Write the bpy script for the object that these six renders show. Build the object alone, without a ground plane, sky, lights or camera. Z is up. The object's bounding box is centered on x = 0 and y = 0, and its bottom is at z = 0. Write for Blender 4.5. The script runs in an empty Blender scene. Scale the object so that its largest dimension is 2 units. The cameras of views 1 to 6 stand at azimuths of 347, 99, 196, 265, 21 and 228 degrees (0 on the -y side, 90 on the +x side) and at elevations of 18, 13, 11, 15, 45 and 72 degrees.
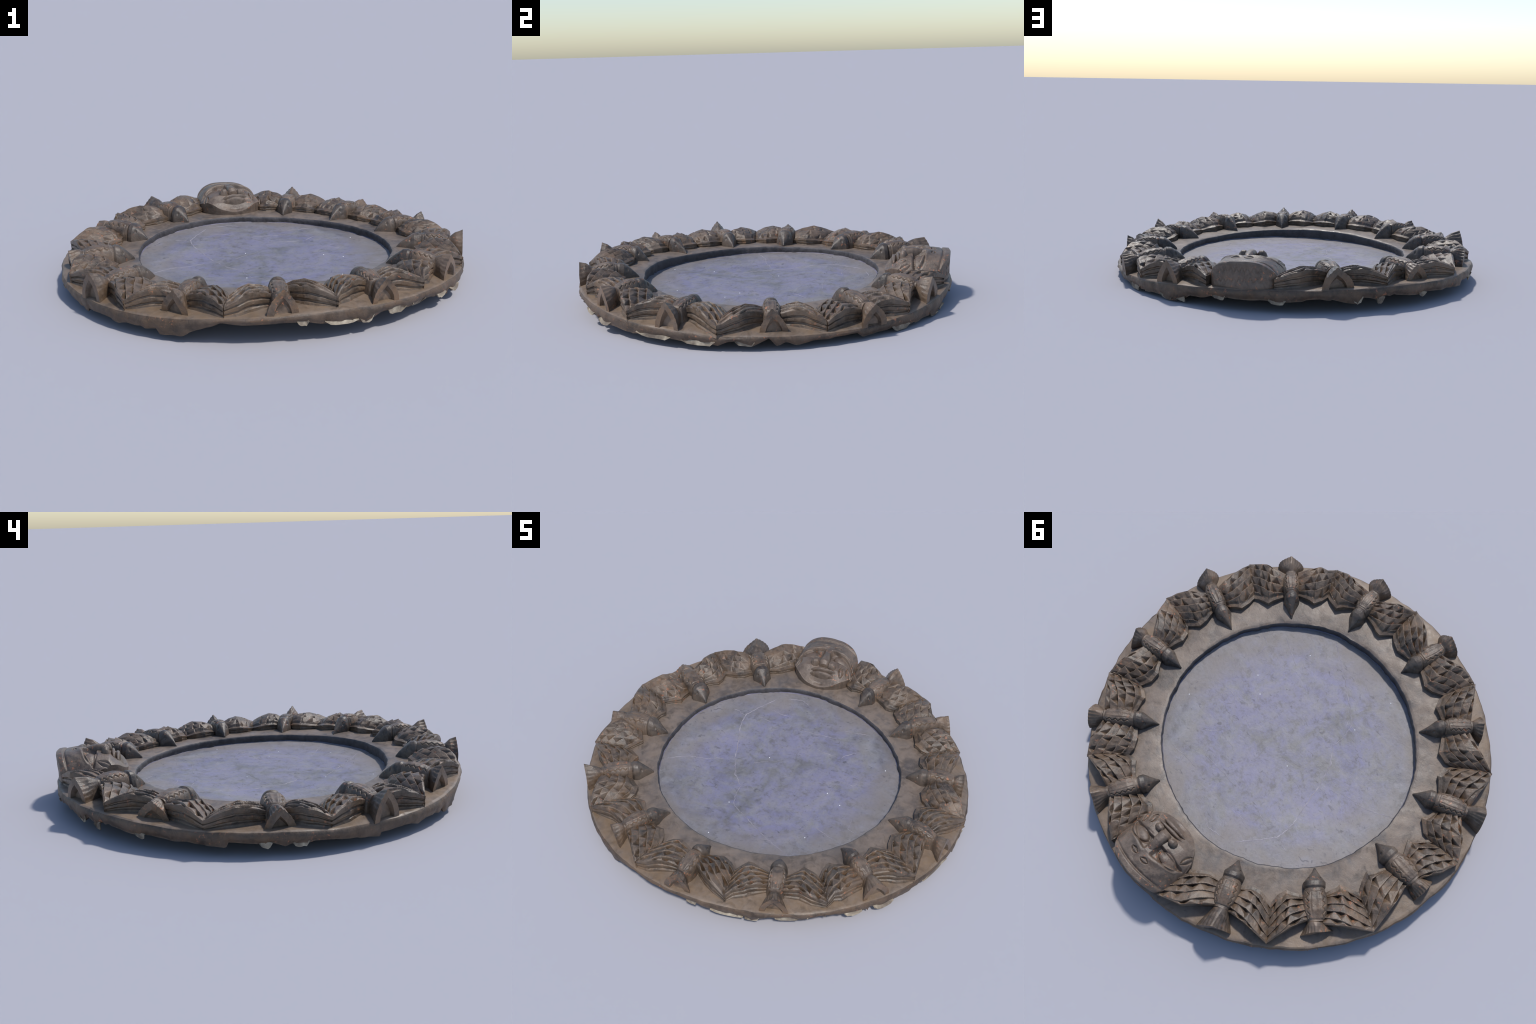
# Carved wooden divination tray: a round tray with a sunk blue-grey basin; its rim
# carries twelve carved birds (beaks to the middle, wings spread) and one face.
import bpy, math
import numpy as np

RNG = np.random.default_rng(7)
TAU = 2 * math.pi

# ------------------------------------------------------------------ helpers
def hash3(ix, iy, iz):
    h = (ix.astype(np.int64) * 374761393 + iy.astype(np.int64) * 668265263 + iz.astype(np.int64) * 2147483647 // 3)
    h = (h ^ (h >> 13)) * 1274126177
    h = h ^ (h >> 16)
    return (h & 0xFFFF) / 65535.0

def vnoise(p, scale, seed=0):
    """smooth value noise in -1..1 at points p (n,3)"""
    q = np.asarray(p, float) * scale + seed * 17.31 + 1000.0
    i = np.floor(q).astype(np.int64); f = q - i; f = f * f * (3 - 2 * f)
    r = 0
    for a in (0, 1):
        for b in (0, 1):
            for c in (0, 1):
                w = (f[..., 0] if a else 1 - f[..., 0]) * (f[..., 1] if b else 1 - f[..., 1]) * (f[..., 2] if c else 1 - f[..., 2])
                r = r + w * hash3(i[..., 0] + a, i[..., 1] + b, i[..., 2] + c)
    return r * 2 - 1

def ring_interp(points):
    a = np.array([p[0] for p in points], float); v = np.array([p[1] for p in points], float)
    o = np.argsort(a % 360); a = (a % 360)[o]; v = v[o]
    aa = np.r_[a - 360, a, a + 360]; vv = np.r_[v, v, v]
    def f(deg):
        return np.interp(np.asarray(deg) % 360, aa, vv)
    return f

def smooth_ring(points, width=9):
    """ring profile, softened with a small moving average"""
    f = ring_interp(points)
    g = np.arange(0, 360, 1.0)
    k = np.hanning(width + 2)[1:-1]; k /= k.sum()
    v = f(g); v = np.convolve(np.r_[v[-width:], v, v[:width]], k, 'same')[width:-width]
    return ring_interp(list(zip(g, v)))

def smoothstep(e0, e1, x):
    t = np.clip((x - e0) / (e1 - e0), 0, 1)
    return t * t * (3 - 2 * t)

def tri_wave(x):
    """0 at integers, 1 at half integers"""
    return 1 - np.abs(2 * (x - np.floor(x)) - 1)

def make_mesh(name, verts, faces, mat, parent=None, angle=38, smooth=True):
    me = bpy.data.meshes.new(name)
    me.from_pydata([tuple(map(float, v)) for v in verts], [], faces)
    me.validate()
    me.polygons.foreach_set('use_smooth', [smooth] * len(me.polygons))
    if smooth:
        me.set_sharp_from_angle(angle=math.radians(angle))
    me.materials.append(mat)
    me.update()
    ob = bpy.data.objects.new(name, me)
    bpy.context.scene.collection.objects.link(ob)
    if parent is not None:
        ob.parent = parent
    return ob

def grid_faces(n, m, wrap=False, base=0, flip=False):
    """faces of an n x m vertex grid; wrap joins the last column to the first"""
    f = []
    for i in range(n - 1):
        for j in range(m if wrap else m - 1):
            k = (j + 1) % m
            q = (base + i * m + j, base + i * m + k, base + (i + 1) * m + k, base + (i + 1) * m + j)
            f.append(q[::-1] if flip else q)
    return f

# ------------------------------------------------------------------ tray frame
# outline of the tray, edge of the basin, height of the lip and of the torn lower edge by azimuth
r_outer = smooth_ring([(-170, .997), (-158, .993), (-149, 1.0), (-131, .995), (-118, .987), (-107, .98), (-80, .972), (-66, .982), (-47, .99),
                       (-39, .994), (-24, .999), (-13, 1.0), (7, .985), (31, .958), (55, .958), (70, .956), (90, .956), (104, .955), (122, .960),
                       (139, .969), (153, .978), (174, .987)], 15)
r_inner = smooth_ring([(0, .640), (12, .634), (24, .621), (36, .610), (48, .598), (60, .591), (72, .585), (84, .583), (96, .585), (108, .587),
                       (120, .589), (132, .595), (144, .604), (156, .609), (168, .612), (180, .617), (192, .624), (204, .630), (216, .631),
                       (228, .633), (240, .633), (252, .636), (264, .637), (276, .642), (288, .649), (300, .652), (312, .650), (324, .651),
                       (336, .650), (348, .648)], 9)
# the wood has warped: both edges of the rim ride up at the -y and +y sides
z_inner = smooth_ring([(-175, .117), (-150, .116), (-135, .117), (-120, .124), (-102, .135), (-85, .138), (-65, .133), (-45, .126), (-30, .116),
                       (-10, .110), (10, .105), (35, .105), (50, .102), (72, .107), (93, .117), (115, .124), (138, .124), (160, .116)], 17)
z_lip = smooth_ring([(-176, .101), (-162, .095), (-145, .094), (-126, .105), (-116, .119), (-105, .125), (-95, .131), (-83, .130), (-69, .121),
                     (-59, .118), (-40, .102), (-26, .088), (-12, .082), (-3, .066), (6, .067), (17, .061), (35, .056), (51, .070), (60, .078),
                     (80, .100), (99, .109), (123, .113), (141, .115), (158, .103), (171, .104)], 13)
z_low = ring_interp([(1, .034), (5, .026), (9, .045), (12, .024), (17, .024), (30, .028), (40, .024), (47, .014), (57, .014), (63, .020), (66, .002), (70, .008), (72, .02), (74, .04),
                     (79, .040), (84, .056), (90, .048), (98, .050), (102, .045), (113, .06), (118, .052), (124, .050), (126, .070),
                     (130, .047), (134, .064), (143, .052), (155, .049), (167, .054), (177, .045), (186, .050), (198, .041), (212, .039), (227, .036),
                     (238, .046), (243, .080), (249, .106), (257, .099), (261, .096), (268, .086), (278, .064), (282, .058), (285, .084),
                     (291, .080), (296, .069), (304, .074), (310, .060), (316, .046), (322, .042), (331, .040), (342, .036),
                     (353, .027)])

# the ground of the rim is slightly crowned between its two edges
rim_crown = smooth_ring([(-150, .006), (-125, .011), (-90, .012), (-50, .013), (-15, .012), (20, .008), (60, .010), (90, .007), (120, -.001), (160, -.003), (180, -.002), (195, .002)], 25)

def rim_z(x, y):
    """height of the carved ground of the rim"""
    az = np.degrees(np.arctan2(y, x)); r = np.hypot(x, y)
    ri = r_inner(az); ro = r_outer(az) - .008
    t = np.clip((r - ri) / (ro - ri), 0, 1)
    zi = z_inner(az)
    return zi + (z_lip(az) - zi) * t + rim_crown(az) * np.clip(np.sin(math.pi * np.clip(t, 0, 1) ** .75), 0, 1)

# ------------------------------------------------------------------ materials
def nodes_of(mat):
    mat.use_nodes = True
    nt = mat.node_tree
    return nt, nt.nodes, nt.links

def add_noise(nt, co, scale, detail=4, rough=.6, distortion=0.0):
    n = nt.nodes.new('ShaderNodeTexNoise')
    n.inputs['Scale'].default_value = scale; n.inputs['Detail'].default_value = detail
    n.inputs['Roughness'].default_value = rough; n.inputs['Distortion'].default_value = distortion
    nt.links.new(co, n.inputs['Vector'])
    return n.outputs['Fac']

def add_ramp(nt, fac, stops):
    r = nt.nodes.new('ShaderNodeValToRGB')
    el = r.color_ramp.elements
    while len(el) < len(stops):
        el.new(0.5)
    for e, (p, c) in zip(el, stops):
        e.position = p
        e.color = (*c, 1) if not isinstance(c, (int, float)) else (c, c, c, 1)
    nt.links.new(fac, r.inputs['Fac'])
    return r.outputs['Color']

def add_mix(nt, fac, a, b):
    m = nt.nodes.new('ShaderNodeMix'); m.data_type = 'RGBA'
    for sock, v in ((m.inputs[0], fac), (m.inputs[6], a), (m.inputs[7], b)):
        if isinstance(v, (int, float)):
            sock.default_value = v
        elif isinstance(v, tuple):
            sock.default_value = (*v, 1)
        else:
            nt.links.new(v, sock)
    return m.outputs[2]

def add_bump(nt, height, strength, dist, prev=None):
    b = nt.nodes.new('ShaderNodeBump')
    b.inputs['Strength'].default_value = strength; b.inputs['Distance'].default_value = dist
    nt.links.new(height, b.inputs['Height'])
    if prev is not None:
        nt.links.new(prev, b.inputs['Normal'])
    return b.outputs['Normal']

def object_co(nt, stretch=None):
    t = nt.nodes.new('ShaderNodeTexCoord'); out = t.outputs['Object']
    if stretch:
        m = nt.nodes.new('ShaderNodeMapping'); m.inputs['Scale'].default_value = stretch
        nt.links.new(out, m.inputs['Vector']); out = m.outputs['Vector']
    return out

def finish(nt, color, normal, rough):
    b = nt.nodes['Principled BSDF']
    nt.links.new(color, b.inputs['Base Color'])
    if normal is not None:
        nt.links.new(normal, b.inputs['Normal'])
    if isinstance(rough, (int, float)):
        b.inputs['Roughness'].default_value = rough
    else:
        nt.links.new(rough, b.inputs['Roughness'])
    b.inputs['Specular IOR Level'].default_value = .5

def wood_material(name, dark, mid, light, tan, tan_amount, red_amount, rough=.55, wear=0.0, rim_dust=False):
    """stained, handled wood: mottled brown-grey, dust-tan patches, worn reddish specks"""
    mat = bpy.data.materials.new(name); nt, N, L = nodes_of(mat)
    co = object_co(nt)
    big = add_noise(nt, co, 7, 5, .6, .4)
    col = add_ramp(nt, big, [(.30, dark), (.48, mid), (.70, light)])
    mott = add_noise(nt, co, 38, 5, .7)
    col = add_mix(nt, add_ramp(nt, mott, [(.42, 0.0), (.66, .7)]), col, light)
    smut = add_noise(nt, co, 16, 4, .65, .8)
    col = add_mix(nt, add_ramp(nt, smut, [(.50, 0.0), (.68, .75)]), col, dark)
    dust = add_noise(nt, co, 11, 6, .7, .3)
    col = add_mix(nt, add_ramp(nt, dust, [(.5 - .1 * tan_amount, 0.0), (.72, tan_amount)]), col, tan)
    red = add_noise(nt, co, 58, 3, .6)
    gate = add_noise(nt, co, 9, 2, .5)
    mul = nt.nodes.new('ShaderNodeMath'); mul.operation = 'MULTIPLY'
    nt.links.new(add_ramp(nt, red, [(.60, 0.0), (.68, 1.0)]), mul.inputs[0])
    nt.links.new(add_ramp(nt, gate, [(.46, 0.0), (.62, red_amount)]), mul.inputs[1])
    col = add_mix(nt, mul.outputs[0], col, (.42, .17, .085))
    if rim_dust:
        # tan dust lies on the outer margin, dark handling grime near the basin
        flat = nt.nodes.new('ShaderNodeVectorMath'); flat.operation = 'MULTIPLY'; flat.inputs[1].default_value = (1, 1, 0)
        ln = nt.nodes.new('ShaderNodeVectorMath'); ln.operation = 'LENGTH'
        nt.links.new(co, flat.inputs[0]); nt.links.new(flat.outputs['Vector'], ln.inputs[0])
        for noise, near, stops, c in ((add_noise(nt, co, 13, 6, .72, .4), [(.35, 0.0), (.62, 1.0)], [(.80, 0.0), (.93, .5)], tan),
                                      (add_noise(nt, co, 9, 5, .65, .6), [(.46, 0.0), (.66, 1.0)], [(.60, .85), (.72, .35), (.84, .1)], (.085, .078, .078))):
            m2 = nt.nodes.new('ShaderNodeMath'); m2.operation = 'MULTIPLY'
            nt.links.new(add_ramp(nt, noise, near), m2.inputs[0]); nt.links.new(add_ramp(nt, ln.outputs['Value'], stops), m2.inputs[1])
            col = add_mix(nt, m2.outputs[0], col, c)
    if wear:
        geo = nt.nodes.new('ShaderNodeNewGeometry')
        m3 = nt.nodes.new('ShaderNodeMath'); m3.operation = 'MULTIPLY'
        nt.links.new(add_ramp(nt, geo.outputs['Pointiness'], [(.515, 0.0), (.60, wear)]), m3.inputs[0])
        nt.links.new(add_ramp(nt, add_noise(nt, co, 20, 4, .6), [(.38, .15), (.60, 1.0)]), m3.inputs[1])
        col = add_mix(nt, m3.outputs[0], col, (.36, .255, .180))
        # rust-brown dust packed into the cuts
        m4 = nt.nodes.new('ShaderNodeMath'); m4.operation = 'MULTIPLY'
        nt.links.new(add_ramp(nt, geo.outputs['Pointiness'], [(.40, .6), (.475, 0.0)]), m4.inputs[0])
        nt.links.new(add_ramp(nt, add_noise(nt, co, 14, 4, .6), [(.40, 0.0), (.58, 1.0)]), m4.inputs[1])
        col = add_mix(nt, m4.outputs[0], col, (.19, .105, .050))
    fine = add_noise(nt, co, 120, 4, .7)
    nrm = add_bump(nt, fine, .15 if rim_dust else .3, .004)
    nrm = add_bump(nt, mott, .18 if rim_dust else .35, .008, nrm)
    finish(nt, col, nrm, add_ramp(nt, mott, [(.3, rough - .1), (.7, rough + .12)]))
    return mat

MAT_RIM = wood_material('rim_wood', (0.080, 0.062, 0.049), (0.164, 0.126, 0.099), (0.224, 0.174, 0.137), (0.219, 0.140, 0.074), .18, .12, .48, rim_dust=True)
MAT_WING = wood_material('wing_wood', (0.030, 0.023, 0.019), (0.080, 0.060, 0.044), (0.173, 0.126, 0.092), (0.206, 0.117, 0.054), .50, .6, .42, wear=.85)
MAT_BIRD = wood_material('bird_wood', (0.037, 0.028, 0.023), (0.092, 0.069, 0.052), (0.182, 0.132, 0.097), (0.205, 0.118, 0.057), .42, .75, .40, wear=.8)
MAT_HEAD = wood_material('bird_head_wood', (0.028, 0.023, 0.021), (0.065, 0.052, 0.043), (0.133, 0.101, 0.077), (0.155, 0.092, 0.051), .22, .6, .40, wear=.6)
MAT_FACE = wood_material('face_wood', (0.056, 0.042, 0.033), (0.108, 0.079, 0.060), (0.176, 0.130, 0.099), (0.181, 0.108, 0.057), .28, .9, .42, wear=.65)
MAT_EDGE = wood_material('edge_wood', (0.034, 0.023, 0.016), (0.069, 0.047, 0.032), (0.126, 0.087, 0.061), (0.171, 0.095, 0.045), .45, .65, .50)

def shard_material():
    mat = bpy.data.materials.new('pale_splinter'); nt, N, L = nodes_of(mat)
    co = object_co(nt)
    n = add_noise(nt, co, 14, 4, .6)
    col = add_ramp(nt, n, [(.38, (.13, .10, .075)), (.54, (.28, .23, .17)), (.70, (.52, .45, .34))])
    finish(nt, col, add_bump(nt, add_noise(nt, co, 60, 3), .2, .004), .65)
    return mat
MAT_SHARD = shard_material()

def basin_material():
    """smoky blue-grey patina: violet-blue clouds, brown haze near the wall, dark flecks"""
    mat = bpy.data.materials.new('basin_patina'); nt, N, L = nodes_of(mat)
    co = object_co(nt)
    base = add_noise(nt, co, 5.5, 6, .62, .5)
    col = add_ramp(nt, base, [(.30, (.138, .130, .134)), (.44, (.182, .174, .178)), (.56, (.228, .219, .226)), (.72, (.285, .266, .272))])
    blue = add_noise(nt, co, 6.5, 8, .72, .5)
    blue2 = add_noise(nt, co, 17, 5, .65, .4)
    add = nt.nodes.new('ShaderNodeMath'); add.operation = 'MULTIPLY_ADD'
    nt.links.new(blue2, add.inputs[0]); add.inputs[1].default_value = .45; nt.links.new(blue, add.inputs[2])
    # radius mask: the blue stays in the middle of the basin
    sep = nt.nodes.new('ShaderNodeVectorMath'); sep.operation = 'LENGTH'
    off = nt.nodes.new('ShaderNodeVectorMath'); off.operation = 'SUBTRACT'; off.inputs[1].default_value = (.012, -.033, .075)
    nt.links.new(co, off.inputs[0]); nt.links.new(off.outputs['Vector'], sep.inputs[0])
    mid = add_ramp(nt, sep.outputs['Value'], [(.0, .75), (.42, .95), (.545, .35), (.60, .22)])
    mul = nt.nodes.new('ShaderNodeMath'); mul.operation = 'MULTIPLY'
    nt.links.new(add_ramp(nt, add.outputs[0], [(.60, 0.0), (.85, .70)]), mul.inputs[0]); nt.links.new(mid, mul.inputs[1])
    col = add_mix(nt, mul.outputs[0], col, (.185, .180, .34))
    grain = add_noise(nt, co, 21, 7, .75, .35)
    col = add_mix(nt, add_ramp(nt, grain, [(.34, .65), (.48, 0.0)]), col, (.095, .088, .090))
    col = add_mix(nt, add_ramp(nt, grain, [(.53, 0.0), (.70, .6)]), col, (.27, .258, .285))
    haze = add_noise(nt, co, 6, 5, .6, .3)
    mul2 = nt.nodes.new('ShaderNodeMath'); mul2.operation = 'MULTIPLY'
    nt.links.new(add_ramp(nt, haze, [(.36, 0.0), (.62, .9)]), mul2.inputs[0])
    nt.links.new(add_ramp(nt, sep.outputs['Value'], [(.38, .25), (.56, .9)]), mul2.inputs[1])
    col = add_mix(nt, mul2.outputs[0], col, (.200, .172, .155))
    fl = add_noise(nt, object_co(nt, (1.0, 1.7, 1.0)), 26, 3, .55, .9)
    col = add_mix(nt, add_ramp(nt, fl, [(.62, 0.0), (.74, .7)]), col, (.075, .070, .082))
    fine = add_noise(nt, co, 70, 5, .7)
    col = add_mix(nt, add_ramp(nt, fine, [(.3, .25), (.5, 0.0)]), col, (.10, .095, .10))
    nrm = add_bump(nt, base, .30, .012)
    nrm = add_bump(nt, fine, .22, .004, nrm)
    finish(nt, col, nrm, add_ramp(nt, base, [(.3, .50), (.7, .62)]))
    return mat
MAT_BASIN = basin_material()

def plain_material(name, c1, c2, rough=.6, scale=30):
    mat = bpy.data.materials.new(name); nt, N, L = nodes_of(mat)
    col = add_ramp(nt, add_noise(nt, object_co(nt), scale, 4), [(.35, c1), (.65, c2)])
    finish(nt, col, None, rough)
    return mat
MAT_CRACK = plain_material('crack_dust', (.21, .19, .215), (.34, .31, .335), .6, 16)
MAT_SEAM = plain_material('violet_patina', (.090, .084, .125), (.18, .168, .225), .6, 12)
MAT_FLECK = plain_material('white_fleck', (.72, .72, .74), (.85, .84, .84))
MAT_WALL = wood_material('basin_wall_wood', (.026, .024, .027), (.044, .040, .044), (.075, .068, .073), (.12, .09, .07), .1, .1, .6)  # near-black colour paints in the shadow band below the rim edge

# ------------------------------------------------------------------ the tray itself
tray = bpy.data.objects.new('carved_tray', None)
bpy.context.scene.collection.objects.link(tray)
tray["label"] = "round dark carved wooden tray ringed with birds and a face"
tray["category"] = "wooden tray"

NA = 720
AZ = np.arange(NA) * 360.0 / NA
CA, SA = np.cos(np.radians(AZ)), np.sin(np.radians(AZ))

def ring(r, z):
    return np.stack([r * CA, r * SA, np.broadcast_to(z, r.shape)], -1)

def build_rim():
    ri, ro, lip = r_inner(AZ), r_outer(AZ), z_lip(AZ)
    p3 = np.stack([CA, SA, 0 * CA], -1)
    wob = .004 * vnoise(p3, 9, 1) + .003 * vnoise(p3, 30, 2)
    ri = ri + wob - .004
    ro = ro + .003 * vnoise(p3, 8, 3) + .003 * vnoise(p3, 25, 4)
    rows = []
    zi = z_inner(AZ)
    rows.append(ring(ri + .006, zi - .0008))
    for t in np.linspace(.02, 1, 46):
        r = ri + .006 + (ro - .010 - ri - .006) * t
        x, y = r * CA, r * SA
        z = rim_z(x, y)
        P = np.stack([x, y, z], -1)
        z = z + .0030 * vnoise(P, 7, 5) + .0016 * vnoise(P, 24, 6)
        rows.append(np.stack([x, y, z], -1))
    rows.append(ring(ro - .004, lip - .003 + .002 * vnoise(p3, 20, 8)))
    top = np.concatenate(rows)
    make_mesh('rim', top, grid_faces(len(rows), NA, True), MAT_RIM, tray)
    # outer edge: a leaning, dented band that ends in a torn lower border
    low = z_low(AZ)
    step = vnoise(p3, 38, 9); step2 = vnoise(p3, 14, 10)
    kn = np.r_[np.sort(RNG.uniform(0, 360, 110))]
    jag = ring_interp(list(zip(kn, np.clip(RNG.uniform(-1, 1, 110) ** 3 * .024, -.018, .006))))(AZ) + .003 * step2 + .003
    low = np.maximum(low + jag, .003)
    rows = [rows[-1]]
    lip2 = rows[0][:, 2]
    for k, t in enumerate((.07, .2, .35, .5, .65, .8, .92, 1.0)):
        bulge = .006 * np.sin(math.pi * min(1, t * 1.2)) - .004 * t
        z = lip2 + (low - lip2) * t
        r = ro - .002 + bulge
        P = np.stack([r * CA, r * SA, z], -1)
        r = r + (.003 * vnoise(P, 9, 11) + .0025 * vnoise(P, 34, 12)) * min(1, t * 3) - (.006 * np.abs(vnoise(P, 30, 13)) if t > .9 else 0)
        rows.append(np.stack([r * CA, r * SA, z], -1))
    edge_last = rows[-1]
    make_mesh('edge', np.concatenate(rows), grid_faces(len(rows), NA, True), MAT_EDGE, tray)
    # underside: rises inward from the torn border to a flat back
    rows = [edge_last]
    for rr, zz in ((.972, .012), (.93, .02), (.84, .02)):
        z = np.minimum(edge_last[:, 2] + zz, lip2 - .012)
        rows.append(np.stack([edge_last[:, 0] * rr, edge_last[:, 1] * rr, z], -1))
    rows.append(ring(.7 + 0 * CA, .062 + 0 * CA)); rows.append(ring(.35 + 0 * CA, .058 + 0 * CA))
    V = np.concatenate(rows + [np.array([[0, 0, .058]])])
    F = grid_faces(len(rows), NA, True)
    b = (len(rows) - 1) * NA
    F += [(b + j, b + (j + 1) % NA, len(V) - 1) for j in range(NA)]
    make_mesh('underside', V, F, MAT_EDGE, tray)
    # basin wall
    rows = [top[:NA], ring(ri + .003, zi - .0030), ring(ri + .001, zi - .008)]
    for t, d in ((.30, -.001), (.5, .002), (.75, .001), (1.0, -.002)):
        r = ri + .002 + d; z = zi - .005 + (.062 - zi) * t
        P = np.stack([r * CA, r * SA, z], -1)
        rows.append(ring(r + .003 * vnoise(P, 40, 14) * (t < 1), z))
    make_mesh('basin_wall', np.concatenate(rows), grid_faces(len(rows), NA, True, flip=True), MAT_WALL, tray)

def build_seam():
    """thin bead of violet patina where the floor meets the wall"""
    ri = r_inner(AZ) - .001
    rows = []
    for da, dz in ((.005, -.002), (.003, .0022), (-.001, .0016), (-.004, -.002)):
        r = ri + da; x, y = r * CA, r * SA
        P = np.stack([x, y, 0 * x], -1)
        rows.append(np.stack([x, y, floor_z(x, y) + dz + .0012 * vnoise(P, 20, 33)], -1))
    make_mesh('basin_seam', np.concatenate(rows), grid_faces(4, NA, True, flip=True), MAT_SEAM, tray)

def floor_z(x, y):
    P = np.stack([x, y, 0 * x], -1)
    z = .0738 - .0103 * x + .0005 * y + .0176 * x * x - .0458 * x * y + .0385 * y * y
    z = z - .013 * np.exp(-(((x + .30) / .18) ** 2 + ((y - .01) / .20) ** 2)) - .009 * np.exp(-(((x + .16) / .14) ** 2 + ((y + .19) / .14) ** 2)) - .004 * (x * x + y * y) / .36
    z = z + .0018 * vnoise(P, 3, 20) + .0014 * vnoise(P, 9, 21) + .0007 * vnoise(P, 26, 22)
    return z

def build_floor():
    nr = 150; ri = r_inner(AZ[::2]) + .012
    ca, sa = CA[::2], SA[::2]; m = len(ca)
    V = [np.array([[0, 0, floor_z(np.array([0.0]), np.array([0.0]))[0]]])]
    for i in range(1, nr + 1):
        r = ri * i / nr
        x, y = r * ca, r * sa
        V.append(np.stack([x, y, floor_z(x, y)], -1))
    V = np.concatenate(V)
    F = [(0, 1 + j, 1 + (j + 1) % m) for j in range(m)] + grid_faces(nr, m, True, 1, flip=True)
    return make_mesh('basin_floor', V, F, MAT_BASIN, tray)

CRACKS = [
    (.0055, [(.264, -.569), (.149, -.508), (.054, -.45), (-.075, -.365), (-.122, -.327), (-.144, -.25), (-.139, -.188)]),
    (.0080, [(-.139, -.188), (-.203, -.111), (-.246, -.007), (-.269, .087), (-.295, .175), (-.312, .263), (-.312, .311), (-.278, .371), (-.195, .487)]),
    (.0060, [(-.312, .311), (-.394, .338)]),
    (.0045, [(-.299, -.024), (-.377, -.064), (-.486, -.085), (-.595, -.151)]),
    (.0050, [(.543, -.322), (.47, -.297), (.466, -.217)]),
    (.0060, [(.438, -.394), (.361, -.361), (.28, -.322)]),
    (.0050, [(.352, .243), (.302, .203), (.282, .169)]),
    (.0040, [(.273, .176), (.179, .187), (.132, .2)]),
    (.0050, [(.003, .506), (-.054, .536), (-.146, .516)]),
    (.0045, [(-.075, .385), (-.145, .39), (-.193, .405)]),
    (.0045, [(-.152, .307), (-.222, .323), (-.257, .326)]),
    (.0040, [(.226, .312), (.104, .306), (.018, .306)]),
    (.0045, [(-.015, .048), (-.083, .015), (-.141, -.008)]),
    (.0040, [(.384, .399), (.286, .388), (.209, .389)]),
]

def build_cracks(parent):
    rng = np.random.default_rng(3)
    ring_pts = [(.389 + .033 * math.cos(a), .032 + .033 * math.sin(a)) for a in np.linspace(0.3, 5.9, 14)]
    for width, pts in CRACKS + [(.004, ring_pts)]:
        pts = np.array(pts)
        d = np.r_[0, np.cumsum(np.hypot(*np.diff(pts, axis=0).T))]
        n = max(8, int(d[-1] / .006))
        s = np.linspace(0, d[-1], n)
        c = np.stack([np.interp(s, d, pts[:, 0]), np.interp(s, d, pts[:, 1])], -1)
        jit = rng.normal(0, .0022, c.shape); jit[1:-1] = (jit[:-2] + 2 * jit[1:-1] + jit[2:]) / 3
        c += jit
        t = np.gradient(c, axis=0); t /= np.linalg.norm(t, axis=1)[:, None] + 1e-9
        nrm = np.stack([-t[:, 1], t[:, 0]], -1)
        w = width * .5 * (.45 + .8 * rng.random(n)) * np.minimum(1, np.minimum(np.arange(n) + .3, n - 1 - np.arange(n) + .3) / 4)
        V = []
        for k, h in ((-1, -.0008), (-.35, .0006), (.35, .0007), (1, -.0008)):
            p = c + nrm * (w * k)[:, None]
            V.append(np.stack([p[:, 0], p[:, 1], floor_z(p[:, 0], p[:, 1]) + h], -1))
        make_mesh('crack', np.stack(V, 1).reshape(-1, 3), grid_faces(n, 4, flip=True), MAT_CRACK, parent)

FLECKS = [(.531, .168), (.298, -.095), (.382, -.154), (.288, -.42), (-.151, -.321), (-.166, -.548), (-.072, .051)]

def build_flecks(parent):
    m = 8
    for x, y in FLECKS:
        a = np.arange(m) * TAU / m; rr = .0036
        z = float(floor_z(np.array([x]), np.array([y]))[0])
        V = [(x + rr * math.cos(t), y + rr * math.sin(t), z - .001) for t in a]
        V += [(x + .6 * rr * math.cos(t), y + .6 * rr * math.sin(t), z + .0016) for t in a]
        F = grid_faces(2, m, True) + [tuple(range(m, 2 * m))]
        make_mesh('fleck', V, F, MAT_FLECK, parent)

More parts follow.
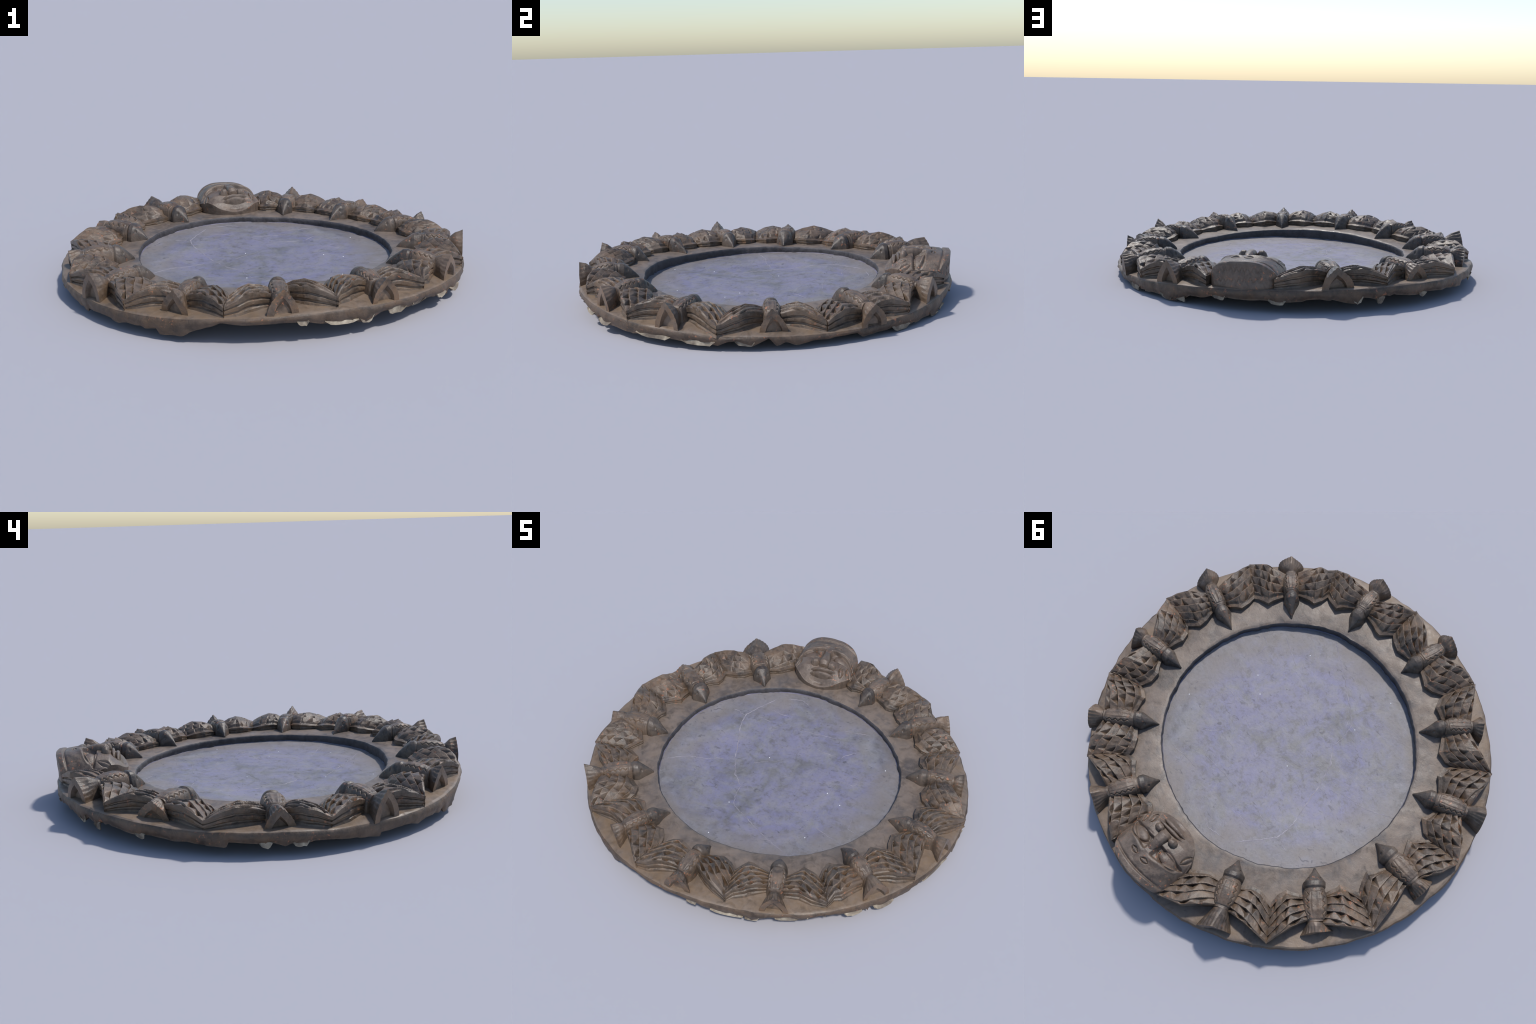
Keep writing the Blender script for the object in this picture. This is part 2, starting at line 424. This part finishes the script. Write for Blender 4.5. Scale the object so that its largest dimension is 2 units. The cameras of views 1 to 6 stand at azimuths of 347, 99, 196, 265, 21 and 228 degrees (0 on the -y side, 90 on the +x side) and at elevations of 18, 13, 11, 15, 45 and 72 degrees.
# ------------------------------------------------------------------ loft used for birds, nose and lips
def loft(name, mat, parent, p0, p1, fr, half, high, base, f0, f1, ns=40, nt=36, power=.85, sink=.012,
         shape=None, hook=None, seed=0, cap0=True, cap1=True, rough=.0016):
    """raised bar from p0 (f=0) to p1 (f=1): half width / height profiles over f, standing on base(x,y)"""
    p0 = np.array(p0, float); p1 = np.array(p1, float)
    ax = p1 - p0; n = np.array([-ax[1], ax[0]]) / np.hypot(*ax)
    f = np.linspace(f0, f1, ns)
    th = np.linspace(0, math.pi, nt)
    A = np.interp(f, fr, half); H = np.interp(f, fr, high)
    F2, T2 = np.meshgrid(f, th, indexing='ij')
    A2, H2 = A[:, None] + 0 * T2, H[:, None] + 0 * T2
    c, s = np.cos(T2), np.sin(T2)
    lat = A2 * np.sign(c) * np.abs(c) ** power
    up = np.abs(s) ** power
    if shape is not None:
        lat, up = shape(F2, T2, A2, lat, up)
    axis = p0 + ax * F2[..., None]
    xy = axis + n * lat[..., None]
    zb = base(axis[..., 0], axis[..., 1])
    zfoot = np.minimum(base(xy[..., 0], xy[..., 1]), zb) - sink
    z = zfoot + (zb + H2 - zfoot) * up
    P = np.concatenate([xy, z[..., None]], -1)
    # outward direction for surface detail
    nd = np.concatenate([n[None, None, :] * (c * .9)[..., None], (s + .15)[..., None]], -1)
    nd /= np.linalg.norm(nd, axis=-1)[..., None]
    disp = rough * vnoise(P, 26, seed) + rough * 1.4 * vnoise(P, 11, seed + 1)
    if hook is not None:
        disp = disp + hook(F2, T2)
    P = P + nd * disp[..., None]
    V = P.reshape(-1, 3)
    Fc = grid_faces(ns, nt)
    if cap0: Fc.append(tuple(range(nt - 1, -1, -1)))
    if cap1: Fc.append(tuple((ns - 1) * nt + j for j in range(nt)))
    Fc = [q[::-1] for q in Fc]
    return make_mesh(name, V, Fc, mat, parent)

# ------------------------------------------------------------------ birds
# per bird: beak tip (x, y), tail end (x, y), height of the tail's top edge
BIRDS = {   # beak tip, tail end, tail top, neck and collar along the axis, half width, tail half width
    1: ((.483, -.470), (.716, -.664), .214, .39, .77, .044, .060), 2: ((.246, -.629), (.307, -.916), .234, .36, .79, .047, .060),
    3: ((-.104, -.672), (-.150, -.950), .238, .35, .82, .048, .060), 4: ((-.368, -.537), (-.558, -.763), .216, .40, .83, .046, .062),
    5: ((-.579, -.293), (-.880, -.451), .218, .32, .76, .050, .060), 6: ((-.638, .000), (-.945, -.003), .192, .34, .80, .056, .062),
    7: ((-.535, .299), (-.765, .487), .192, .34, .84, .060, .070), 8: ((-.285, .532), (-.449, .823), .216, .29, .70, .059, .074),
    9: ((.261, .565), (.404, .850), .196, .31, .77, .050, .062), 10: ((.489, .386), (.750, .601), .156, .35, .79, .047, .056),
    11: ((.651, .113), (.927, .163), .183, .38, .84, .046, .056), 12: ((.646, -.194), (.947, -.295), .205, .38, .81, .045, .054),
}
BODY_F = [0, .05, .15, .24, .31, .345, .36, .40, .50, .65, .75, .785, .80, .82]
BODY_A = [.08, .19, .52, .88, .86, .74, .78, .88, 1.0, .98, .80, .66, .66, .70]
BODY_H = [.006, .024, .052, .073, .078, .073, .075, .081, .087, .086, .080, .073, .074, .078]

def build_bird(k):
    beak, tail, ztop, neck, collar_f, half_w, tail_w = BIRDS[k]
    rng = np.random.default_rng(100 + k)
    wide = 1.0; tall = rng.uniform(.93, 1.06)
    A = np.array(BODY_A) * half_w; H = np.array(BODY_H) * tall
    H[0] = .006
    ztail = float(rim_z(np.array([tail[0]]), np.array([tail[1]]))[0])
    htail = ztop - ztail
    along = lambda f: np.interp(f, [0, .345, .785, 1.0], [0, neck, collar_f, 1.0])   # standard bird -> this bird
    back = lambda f: np.interp(f, [0, neck, collar_f, 1.0], [0, .345, .785, 1.0])
    fr = list(along(np.array(BODY_F + [.90, 1.0])))
    half = np.r_[A, (A[-1] + tail_w) / 2, tail_w]
    high = np.r_[H, (H[-1] + htail) / 2 + .004, htail]
    teeth = rng.uniform(3.6, 4.6); ph = rng.uniform(0, 1)

    def carve(F, T):
        """back panel: centre line, and a zigzag cut on each flank, ringed by collars"""
        F = back(F)
        a = np.abs(T - math.pi / 2)
        t = (F - .40) / (.76 - .40)
        on = smoothstep(-.02, .04, t) * smoothstep(1.02, .96, t)
        zig = .52 + .26 * (tri_wave(t * teeth + ph) - .5)
        g = np.exp(-((a - zig) / .060) ** 2) * on
        mid = np.exp(-(a / .05) ** 2) * on
        edge = np.exp(-((a - .16 - .05 * np.sin(t * 3.1)) / .04) ** 2) * on * .6
        collar = np.exp(-((F - .385) / .008) ** 2) * .6 + np.exp(-((F - .772) / .007) ** 2) * .8
        return -.0062 * g - .0028 * mid - .0032 * edge - .0030 * collar
    bird = loft('bird', MAT_BIRD, tray, beak, tail, fr, half, high, rim_z, neck, float(along(.80)), 96, 64, .62, hook=carve, seed=k * 7, rough=.0014)

    turn = rng.uniform(-.012, .012)
    def head_shape(F, T, A2, lat, up):
        # flat crown with a ridge, sides falling straight to the ground, sharp beak
        up2 = 1.02 * np.sin(np.clip(T, 0, math.pi)) ** .72; up2 = np.minimum(up2, 1 - .5 * (up2 - 1))
        up2 = up2 + .035 * np.exp(-((T - math.pi / 2) / .16) ** 2)
        return lat + turn * smoothstep(neck, .0, F), up2 * (1 - .05 * smoothstep(.5, 1.2, np.abs(T - math.pi / 2)))
    def eyes(F, T):
        F = back(F)
        a = np.abs(T - math.pi / 2)
        e = np.exp(-(((F - .19) / .016) ** 2 + ((a - .75) / .17) ** 2))
        rim = np.exp(-(((F - .19) / .028) ** 2 + ((a - .75) / .28) ** 2))
        return -.010 * e + .003 * rim
    loft('head', MAT_HEAD, bird, beak, tail, fr, half, high, rim_z, 0.0, neck + .004, 56, 48, .8, shape=head_shape, hook=eyes, seed=k * 7 + 2)

    # tail: an arched, ribbed fan, hollow under its outer end
    p0 = np.array(beak); p1 = np.array(tail); ax = p1 - p0
    n = np.array([-ax[1], ax[0]]) / np.hypot(*ax)
    ns, nt = 30, 64
    f = np.linspace(float(along(.795)), 1.0, ns); th = np.linspace(0, math.pi, nt)
    a = np.interp(f, fr, half); h = np.interp(f, fr, high)
    sweep = rng.uniform(-.010, .010); splay = rng.uniform(-.008, .008); gape = rng.uniform(.50, .64)
    V = []
    def section(ff, aa, hh, scale, thin, rib):
        c, s = np.cos(th), np.sin(th)
        arch = smoothstep(.80, .97, float(back(ff)))
        tri_l = (1 - np.abs(1 - 2 * th / math.pi))
        up = (1 - arch) * np.abs(s) ** .8 + arch * (0.42 * s ** .9 + .58 * tri_l)
        lat = aa * np.sign(c) * np.abs(c) ** (.8 + .45 * arch) * scale * (1 + .10 * arch)
        r = rib * arch
        lat = lat * (1 + .012 * r * np.sin(th * 27))
        p = p0 + ax * ff + n * (sweep * arch)
        xy = p + n[None, :] * lat[:, None]
        zb = float(rim_z(np.array([p[0]]), np.array([p[1]]))[0])
        zf = np.minimum(rim_z(xy[:, 0], xy[:, 1]), zb + .01) - .010
        z = zf + (zb + hh - thin - zf) * up + .0018 * r * np.sin(th * 27) * s
        return np.stack([xy[:, 0], xy[:, 1], z], -1)
    for i in range(ns):
        V.append(section(f[i], a[i], h[i], 1.0, 0.0, 1.0))
    # apex of the fan reaches a little further out than its feet
    for i in range(ns):
        t = smoothstep(.86, 1.0, float(back(f[i])))
        V[i][:, :2] += (ax / np.hypot(*ax))[None, :] * (t * (.005 * np.sin(th) + splay * np.cos(th)))[:, None]
    deep = float(along(rng.uniform(.925, .955)))
    for ff in np.linspace(1.0, deep, 9):
        aa, hh = np.interp(ff, fr, half), np.interp(ff, fr, high)
        S = section(ff, aa, hh, gape, .036 + .02 * (1.0 - ff) / (1.0 - deep), 0.0)
        t = smoothstep(.86, 1.0, float(back(ff)))
        S[:, :2] += (ax / np.hypot(*ax))[None, :] * (t * (.005 * np.sin(th) + splay * np.cos(th)))[:, None]
        V.append(S)
    V = np.concatenate(V)
    V = V + .0016 * np.stack([vnoise(V, 22, k + 40), vnoise(V, 22, k + 41), vnoise(V, 22, k + 42)], -1)
    V = V + .0045 * np.stack([vnoise(V, 12, k + 43), vnoise(V, 12, k + 44), vnoise(V, 12, k + 45)], -1)
    F = grid_faces(ns + 9, nt, flip=True)
    F.append(tuple((ns + 8) * nt + j for j in range(nt - 1, -1, -1)))
    make_mesh('tail', V, F, MAT_BIRD, bird)
    return bird

# wings: inner outline (body -> seam with the neighbour) and outer outline, as (radius, azimuth)
WINGS = {
    '12R': ([(.813, -20.3), (.786, -21.0), (.756, -24.5), (.777, -28.0), (.8, -30.0)], [(.902, -20.3), (.936, -24.5), (.961, -27.6), (.994, -30.8)]),
    '1L': ([(.789, -39.7), (.751, -34.9), (.787, -31.7), (.8, -30.0)], [(.901, -40.3), (.959, -35.6), (.994, -30.8)]),
    '1R': ([(.799, -47.5), (.755, -52.2), (.783, -55.1), (.814, -56.7)], [(.921, -47.8), (.948, -52.5), (.942, -54.5), (.967, -56.8)]),
    '2L': ([(.806, -66.4), (.756, -61.0), (.789, -58.0), (.814, -56.7)], [(.899, -68.1), (.912, -64.2), (.946, -61.1), (.969, -57.2)]),
    '2R': ([(.786, -73.5), (.736, -78.9), (.731, -80.9), (.779, -84.6)], [(.868, -75.2), (.909, -79.7), (.925, -82.9), (.951, -84.8)]),
    '3L': ([(.754, -95.0), (.73, -90.4), (.752, -86.7), (.779, -84.6)], [(.842, -95.6), (.89, -92.5), (.922, -89.0), (.954, -84.7)]),
    '3R': ([(.764, -103.8), (.736, -107.9), (.763, -111.1), (.811, -113.4)], [(.887, -102.8), (.955, -109.5), (.97, -112.7)]),
    '4L': ([(.771, -121.5), (.749, -117.3), (.78, -114.4), (.811, -113.4)], [(.898, -123.4), (.974, -113.2)]),
    '4R': ([(.755, -129.3), (.732, -134.7), (.768, -138.2), (.804, -139.1)], [(.884, -130.1), (.925, -134.5), (.991, -139.9)]),
    '5L': ([(.767, -148.8), (.739, -143.6), (.764, -140.4), (.804, -139.1)], [(.916, -150.3), (.967, -143.7), (.991, -139.9)]),
    '5R': ([(.791, -156.4), (.734, -161.1), (.776, -165.3), (.812, -166.2)], [(.895, -156.5), (.943, -161.3), (.982, -167.4)]),
    '6L': ([(.835, -176.0), (.765, -175.8), (.737, -170.8), (.812, -166.2)], [(.893, -178.2), (.949, -172.6), (.984, -167.6)]),
    '6R': ([(.763, 175.5), (.721, 169.6), (.751, 166.4), (.789, 163.9)], [(.88, 175.4), (.913, 171.7), (.976, 162.7)]),
    '7L': ([(.75, 153.4), (.723, 159.0), (.758, 161.7), (.789, 163.9)], [(.882, 150.9), (.975, 162.5)]),
    '7R': ([(.74, 144.9), (.704, 139.1), (.727, 136.0), (.765, 133.7)], [(.847, 144.2), (.883, 139.8), (.951, 133.4)]),
    '8L': ([(.727, 122.1), (.704, 126.2), (.716, 129.7), (.765, 133.7)], [(.847, 122.3), (.951, 133.4)]),
    '8R': ([(.725, 113.7), (.711, 109.5), (.746, 103.6), (.806, 99.0)], [(.842, 115.4), (.909, 107.5), (.932, 100.2)]),
    '9L': ([(.732, 68.9), (.693, 74.0), (.704, 76.8), (.744, 79.4)], [(.873, 68.7), (.903, 73.4), (.935, 79.1)]),
    '9R': ([(.732, 60.6), (.718, 55.0), (.731, 53.4), (.748, 52.4)], [(.869, 61.4), (.953, 51.6)]),
    '10L': ([(.724, 43.3), (.713, 45.9), (.727, 50.0), (.752, 52.0)], [(.895, 42.1), (.936, 46.8), (.953, 51.8)]),
    '10R': ([(.755, 33.5), (.727, 29.0), (.753, 25.9), (.78, 24.8)], [(.901, 34.5), (.931, 29.2), (.956, 24.8)]),
    '11L': ([(.768, 13.3), (.729, 17.8), (.739, 21.9), (.78, 24.8)], [(.879, 15.2), (.93, 21.0), (.953, 24.2)]),
    '11R': ([(.78, 5.8), (.75, 1.6), (.768, -1.9), (.801, -3.7)], [(.872, 6.7), (.947, 1.4), (.996, -4.0)]),
    '12L': ([(.805, -13.3), (.769, -10.7), (.762, -7.2), (.802, -3.8)], [(.895, -13.8), (.945, -10.3), (.974, -7.3), (.999, -4.1)]),
}

def polar_line(pts, n):
    p = np.array([(r * math.cos(math.radians(a)), r * math.sin(math.radians(a))) for r, a in pts])
    d = np.r_[0, np.cumsum(np.hypot(*np.diff(p, axis=0).T))]; s = np.linspace(0, d[-1], n)
    return np.stack([np.interp(s, d, p[:, 0]), np.interp(s, d, p[:, 1])], -1)

def build_wing(key, parent, seed):
    rng = np.random.default_rng(300 + seed)
    inner, outer = WINGS[key]
    nu, nw = 84, 84
    # push the root of the wing into the body so that no gap shows
    bx = np.array(BIRDS[int(key[:-1])][0]); tx = np.array(BIRDS[int(key[:-1])][1])
    I = polar_line(inner, nu); O = polar_line(outer, nu)
    axd = (tx - bx) / np.hypot(*(tx - bx))
    for L in (I, O):
        foot = bx + axd * ((L[0] - bx) @ axd)
        L += (foot - L[0])[None, :] * (.5 * np.clip(1 - np.linspace(0, 1, nu) / .3, 0, 1) ** 1.0)[:, None]
    u = np.linspace(0, 1, nu); w = np.linspace(0, 1, nw)
    U, W = np.meshgrid(u, w, indexing='ij')
    XY = O[:, None, :] * (1 - W[..., None]) + I[:, None, :] * W[..., None]
    over = XY[-1] - XY[-6]; over /= np.linalg.norm(over, axis=1)[:, None]
    XY = XY + over[None] * (.003 * smoothstep(.9, 1, U))[..., None]        # close the seam with the next wing
    rise = np.interp(U, [0, .18, .42, .72, 1], [.050, .068, .076, .063, .042])
    if key in ('5R', '6L', '6R', '7L', '7R', '8L'):
        rise = rise * .95                       # these wings are cut flatter
    prof = np.interp(W, [0, .06, .35, .65, .84, .90, 1.0], [1.08, 1.10, 1.06, .88, .64, .48, .40])
    Z = rim_z(XY[..., 0], XY[..., 1]) + rise * prof
    # chip-carved feathers: slanting rows of triangular cuts
    rows = rng.uniform(4.0, 4.7); per = rng.uniform(3.5, 4.5)
    UW = np.stack([U, W, 0 * U], -1)
    rho = (W - rng.uniform(.24, .34) * (1 - U) + .035 * vnoise(UW, 3, seed)) * rows + rng.uniform(.2, .6)
    ri = np.floor(rho); p = rho - ri
    p = np.where(p < .90, p / .90, (1 - p) / .10)                                 # slow fall, short step up
    q = U * per + .5 * (ri % 2) + .22 * np.sin(ri * 2.3 + seed) + .16 * vnoise(UW, 5, seed + 3)
    cut = hash3(ri.astype(int) + 50, np.floor(q).astype(int) + 50, np.full(ri.shape, seed))
    cut = np.where(cut < .18, .12, .40 + .95 * cut)                               # some cuts are shallow
    chip = np.clip(p * 1.05 - np.abs(2 * (q - np.floor(q)) - 1) * 1.22, 0, 1)     # pits deepest at the row line
    keep = smoothstep(.90, .85, W) * smoothstep(.0, .05, W) * smoothstep(1.0, .95, U)
    Z = Z + keep * (.0065 * (1 - p) - .019 * chip * cut)
    P = np.stack([XY[..., 0], XY[..., 1], Z], -1)
    P[..., 2] += .0022 * vnoise(P, 16, seed) + .0012 * vnoise(P, 40, seed + 1)
    # walls: run round the border of the patch, drop to the rim in steps
    idx = np.arange(nu * nw).reshape(nu, nw)
    border = np.r_[idx[:, 0], idx[-1, 1:], idx[::-1, -1][1:], idx[0, ::-1][1:-1]]
    kind = np.r_[np.ones(nu), np.zeros(nw - 1), np.full(nu - 1, .3), np.zeros(nw - 2)]
    B = P.reshape(-1, 3)[border]
    cen = XY.reshape(-1, 2).mean(0)
    inw = cen - B[:, :2]; inw /= np.linalg.norm(inw, axis=1)[:, None]
    # on the outer edge "inward" means toward the middle of the tray
    radial = -B[:, :2] / np.linalg.norm(B[:, :2], axis=1)[:, None]
    inw = np.where((kind == 1)[:, None], radial, inw)
    zf = rim_z(B[:, 0], B[:, 1]) - .008
    V = [P.reshape(-1, 3)]
    m = len(border); prev = border
    F = grid_faces(nu, nw)
    base = nu * nw
    for k, (t, d) in enumerate(((.05, -.001), (.26, .000), (.31, .009), (.37, .008), (.42, .002), (.56, .001), (.62, .003), (.67, .012), (.74, .011), (.80, .003), (.90, .001), (1.0, -.003))):
        dd = d * kind + .0015 * vnoise(B, 30, seed + k)
        q3 = np.concatenate([B[:, :2] + inw * dd[:, None], (B[:, 2] + (zf - B[:, 2]) * t)[:, None]], -1)
        V.append(q3)
        cur = np.arange(base, base + m)
        F += [(int(prev[j]), int(cur[j]), int(cur[(j + 1) % m]), int(prev[(j + 1) % m])) for j in range(m)]
        prev = cur; base += m
    V = np.concatenate(V)
    # orientation: make the top face up
    a, b, c = V[F[0][0]], V[F[0][1]], V[F[0][2]]
    if np.cross(b - a, c - a)[2] < 0:
        nt_ = len(grid_faces(nu, nw))
        F = [f[::-1] for f in F]
    make_mesh('wing', V, F, MAT_WING, parent, angle=32)

# ------------------------------------------------------------------ the face
FACE_C = np.array([0.0, .785])
FACE_OUT = [(0, .622), (-.040, .626), (-.080, .638), (-.117, .663), (-.150, .704), (-.170, .756), (-.172, .830), (-.166, .892), (-.140, .926),
            (-.090, .942), (-.040, .948), (.020, .948), (.070, .942), (.120, .924), (.152, .900), (.166, .860), (.168, .800), (.166, .740),
            (.150, .694), (.112, .656), (.060, .632)]

def face_ground(x, y):
    """mask surface without the parts set on it"""
    hx = np.clip(1 - np.abs((x + .002) / .182) ** 3.0, 0, 1) ** .55
    hy = np.interp(y, [.600, .612, .630, .660, .700, .760, .800, .830, .870, .910, .950], [.010, .013, .030, .066, .098, .112, .121, .129, .130, .127, .122])
    z = rim_z(x, np.minimum(y, .90)) + np.maximum(hy * hx, .012)
    # sunk eye field below an arched brow
    brow = .838 - 2.2 * (x - .003) ** 2 * np.where(np.abs(x) > .04, 1, 1)
    lower = .762 + 0 * x
    side = smoothstep(.012, .030, np.abs(x - .003)) * smoothstep(.168, .150, np.abs(x))
    field = smoothstep(0, .010, brow - y) * smoothstep(-.002, .012, y - lower) * side
    ridge = np.exp(-((y - brow - .010) / .012) ** 2) * smoothstep(.168, .140, np.abs(x)) * smoothstep(.0, .03, np.abs(x - .003))
    z = z - .021 * field + .006 * ridge
    # lids
    for cx, cy in ((-.086, .789), (.097, .795)):
        d = ((x - cx) / .055) ** 2 + ((y - cy) / .027) ** 2
        z = z + .012 * np.clip(1 - d, 0, 1) ** .8
        ringd = np.exp(-((np.sqrt(d) - 1.05) / .12) ** 2)
        z = z - .0045 * ringd * (1 + .8 * (y > cy))
    # line below the eyes, headband line on the forehead
    z = z - .0035 * np.exp(-((y - .760 - .10 * (np.abs(x) - .08)) / .005) ** 2) * smoothstep(.045, .06, np.abs(x))
    z = z - .0075 * np.exp(-((y - .918 + 1.0 * x * x) / .006) ** 2) + .003 * smoothstep(.916, .930, y + x * x)
    # lens-shaped cuts: forehead pair and cheek scars
    for cx, cy, la, lb, ang, dep in ((-.022, .868, .024, .011, .15, .008), (.047, .866, .024, .011, -.15, .008),
                                     (-.142, .722, .036, .012, 1.35, .009), (.112, .706, .030, .013, 1.75, .008), (.148, .722, .036, .011, 1.9, .009)):
        dx, dy = x - cx, y - cy
        a = dx * math.cos(ang) + dy * math.sin(ang); b = -dx * math.sin(ang) + dy * math.cos(ang)
        lens = np.abs(b) / (lb * np.clip(1 - (a / la) ** 2, 1e-3, 1))
        inside = (np.abs(a) < la)
        z = z - dep * np.exp(-((lens - .85) / .32) ** 2) * inside
    # hollow under the lower lip, pads beside the mouth
    z = z - .012 * np.exp(-(((x - .012) / .045) ** 2 + ((y - .641) / .010) ** 2))
    z = z - .010 * np.exp(-(((x - .012) / .085) ** 2 + ((y - .678) / .030) ** 2))
    z = z + .004 * np.exp(-(((np.abs(x) - .10) / .04) ** 2 + ((y - .70) / .045) ** 2))
    return z

def build_face():
    out = np.array(FACE_OUT)
    ang = np.degrees(np.arctan2(out[:, 1] - FACE_C[1], out[:, 0] - FACE_C[0]))
    rad = smooth_ring(list(zip(ang, np.hypot(out[:, 0] - FACE_C[0], out[:, 1] - FACE_C[1]))), 9)
    na, nr = 260, 120
    th = np.arange(na) * 360.0 / na; R = rad(th)
    cx, sx = np.cos(np.radians(th)), np.sin(np.radians(th))
    V = [np.array([[*FACE_C, face_ground(np.array([FACE_C[0]]), np.array([FACE_C[1]]))[0]]])]
    for i in range(1, nr + 1):
        s = i / nr
        x = FACE_C[0] + R * s * cx; y = FACE_C[1] + R * s * sx
        z = face_ground(x, y)
        P = np.stack([x, y, z], -1)
        P[:, 2] += .0018 * vnoise(P, 14, 60) + .0009 * vnoise(P, 40, 61)
        V.append(P)
    last = V[-1]
    floor = rim_z(last[:, 0], last[:, 1]) - .01
    NW = 28
    for t in np.linspace(.04, 1.0, NW):
        # two incised zigzags run along the outer wall of the mask
        outer = smoothstep(45, 55, th) * smoothstep(135, 125, th)
        cut = sum(np.exp(-((t - c - .10 * (tri_wave(th / 9.5 + k) - .5) * 2) / .045) ** 2) for c, k in ((.30, 0), (.66, .5)))
        d = np.interp(t, [0, .05, .3, .6, .85, 1], [.002, .004, .003, .001, .0, -.004]) - .0045 * cut * outer
        zz = last[:, 2] + (floor - last[:, 2]) * t
        wall = np.stack([last[:, 0] + cx * d, last[:, 1] + sx * d, zz], -1)
        V.append(wall + .0015 * np.stack([vnoise(wall, 25, 62), vnoise(wall, 25, 63), 0 * zz], -1))
    V = np.concatenate(V)
    F = [(0, 1 + j, 1 + (j + 1) % na) for j in range(na)] + grid_faces(nr + NW, na, True, 1, flip=True)
    face = make_mesh('face', V, F, MAT_FACE, tray, angle=40)
    # nose: bridge widening to the tip, with two round nostrils
    loft('nose', MAT_FACE, face, (.004, .818), (.010, .706), [0, .1, .5, .85, 1], [.012, .020, .028, .032, .026], [.000, .009, .024, .032, .022],
         face_ground, 0, 1, 40, 32, .75, .02, seed=71, rough=.001)
    for cx_, cy_, sd in ((-.044, .727, 1), (.056, .723, 2)):
        loft('nostril', MAT_FACE, face, (cx_ - .024 * (1 if cx_ < 0 else -1), cy_ - .010), (cx_ + .024 * (1 if cx_ < 0 else -1), cy_ - .004),
             [0, .12, .4, .8, 1], [.007, .016, .022, .019, .008], [.004, .019, .030, .027, .014], face_ground, 0, 1, 24, 26, .85, .02, seed=72 + sd, rough=.0008)
    # lips
    loft('lip', MAT_FACE, face, (-.056, .683), (.084, .692), [0, .15, .4, .55, .8, 1], [.004, .009, .012, .010, .009, .004], [.004, .018, .026, .023, .018, .004],
         lambda x, y: face_ground(x, y), 0, 1, 40, 22, .7, .015, seed=76, rough=.0008)
    loft('lip', MAT_FACE, face, (-.056, .664), (.078, .669), [0, .15, .4, .7, .9, 1], [.004, .010, .014, .013, .009, .004], [.004, .020, .031, .027, .016, .004],
         lambda x, y: face_ground(x, y), 0, 1, 40, 22, .7, .015, seed=77, rough=.0008)
    return face

# ------------------------------------------------------------------ pale splinters under the edge
# azimuth, width (deg), drop end height, lean inward, pale?
SHARDS = [(-68, 6, .058, .02), (-60, 5, .062, .03), (-84, 9, .066, .008), (-77, 4, .052, .012), (-94, 3, .080, .01),
          (-50, 5, .052, .002), (-41, 6, .040, -.003), (-22, 11, .034, .010), (-9, 9, .024, .010), (3, 5, .024, .012),
          (65, 5, .001, .015), (71, 3, .008, .02), (48, 7, .002, .01), (101, 5, .040, .01), (84, 4, .046, .01), (124, 3, .040, .012),
          (131, 2.5, .034, .015), (146, 3, .044, .012), (177, 3, .036, .01), (-175, 4, .038, .01)]

def build_shards():
    rng = np.random.default_rng(11)
    for az, wd, zl, lean in SHARDS:
        n = 7; zl = zl - .004 if zl > .006 else zl
        a = np.radians(az + np.linspace(-.5, .5, n) * wd)
        ro = r_outer(np.degrees(a)) + .003
        ztop = np.maximum(z_low(np.degrees(a)) + .014, zl + .015)
        drop = np.interp(np.linspace(0, 1, n), [0, .2, .6, .88, 1], [.15, .8, 1, .85, .1]) * rng.uniform(.82, 1.06, n)
        drop = drop / drop.max()
        zb = ztop + (zl - ztop) * drop
        V = []
        for off in (0, -.004):
            V += [((ro[i] - .010 + off) * math.cos(a[i]), (ro[i] - .010 + off) * math.sin(a[i]), ztop[i]) for i in range(n)]
            V += [((ro[i] + .002 - lean * drop[i] + off) * math.cos(a[i]), (ro[i] + .002 - lean * drop[i] + off) * math.sin(a[i]), zb[i]) for i in range(n)]
        F = []
        for i in range(n - 1):
            F.append((i, n + i, n + i + 1, i + 1)); F.append((2 * n + i, 2 * n + i + 1, 3 * n + i + 1, 3 * n + i))
            F.append((n + i, 3 * n + i, 3 * n + i + 1, n + i + 1)); F.append((i, i + 1, 2 * n + i + 1, 2 * n + i))
        F.append((0, 2 * n, 3 * n, n)); F.append((n - 1, 2 * n - 1, 4 * n - 1, 3 * n - 1))
        make_mesh('splinter', V, F, MAT_SHARD, tray, smooth=False)

# ------------------------------------------------------------------ assemble
build_rim()
floor = build_floor()
build_seam()
build_cracks(floor)
build_flecks(floor)
birds = {k: build_bird(k) for k in BIRDS}
for i, key in enumerate(WINGS):
    build_wing(key, birds[int(key[:-1])], i * 3 + 1)
build_face()
build_shards()
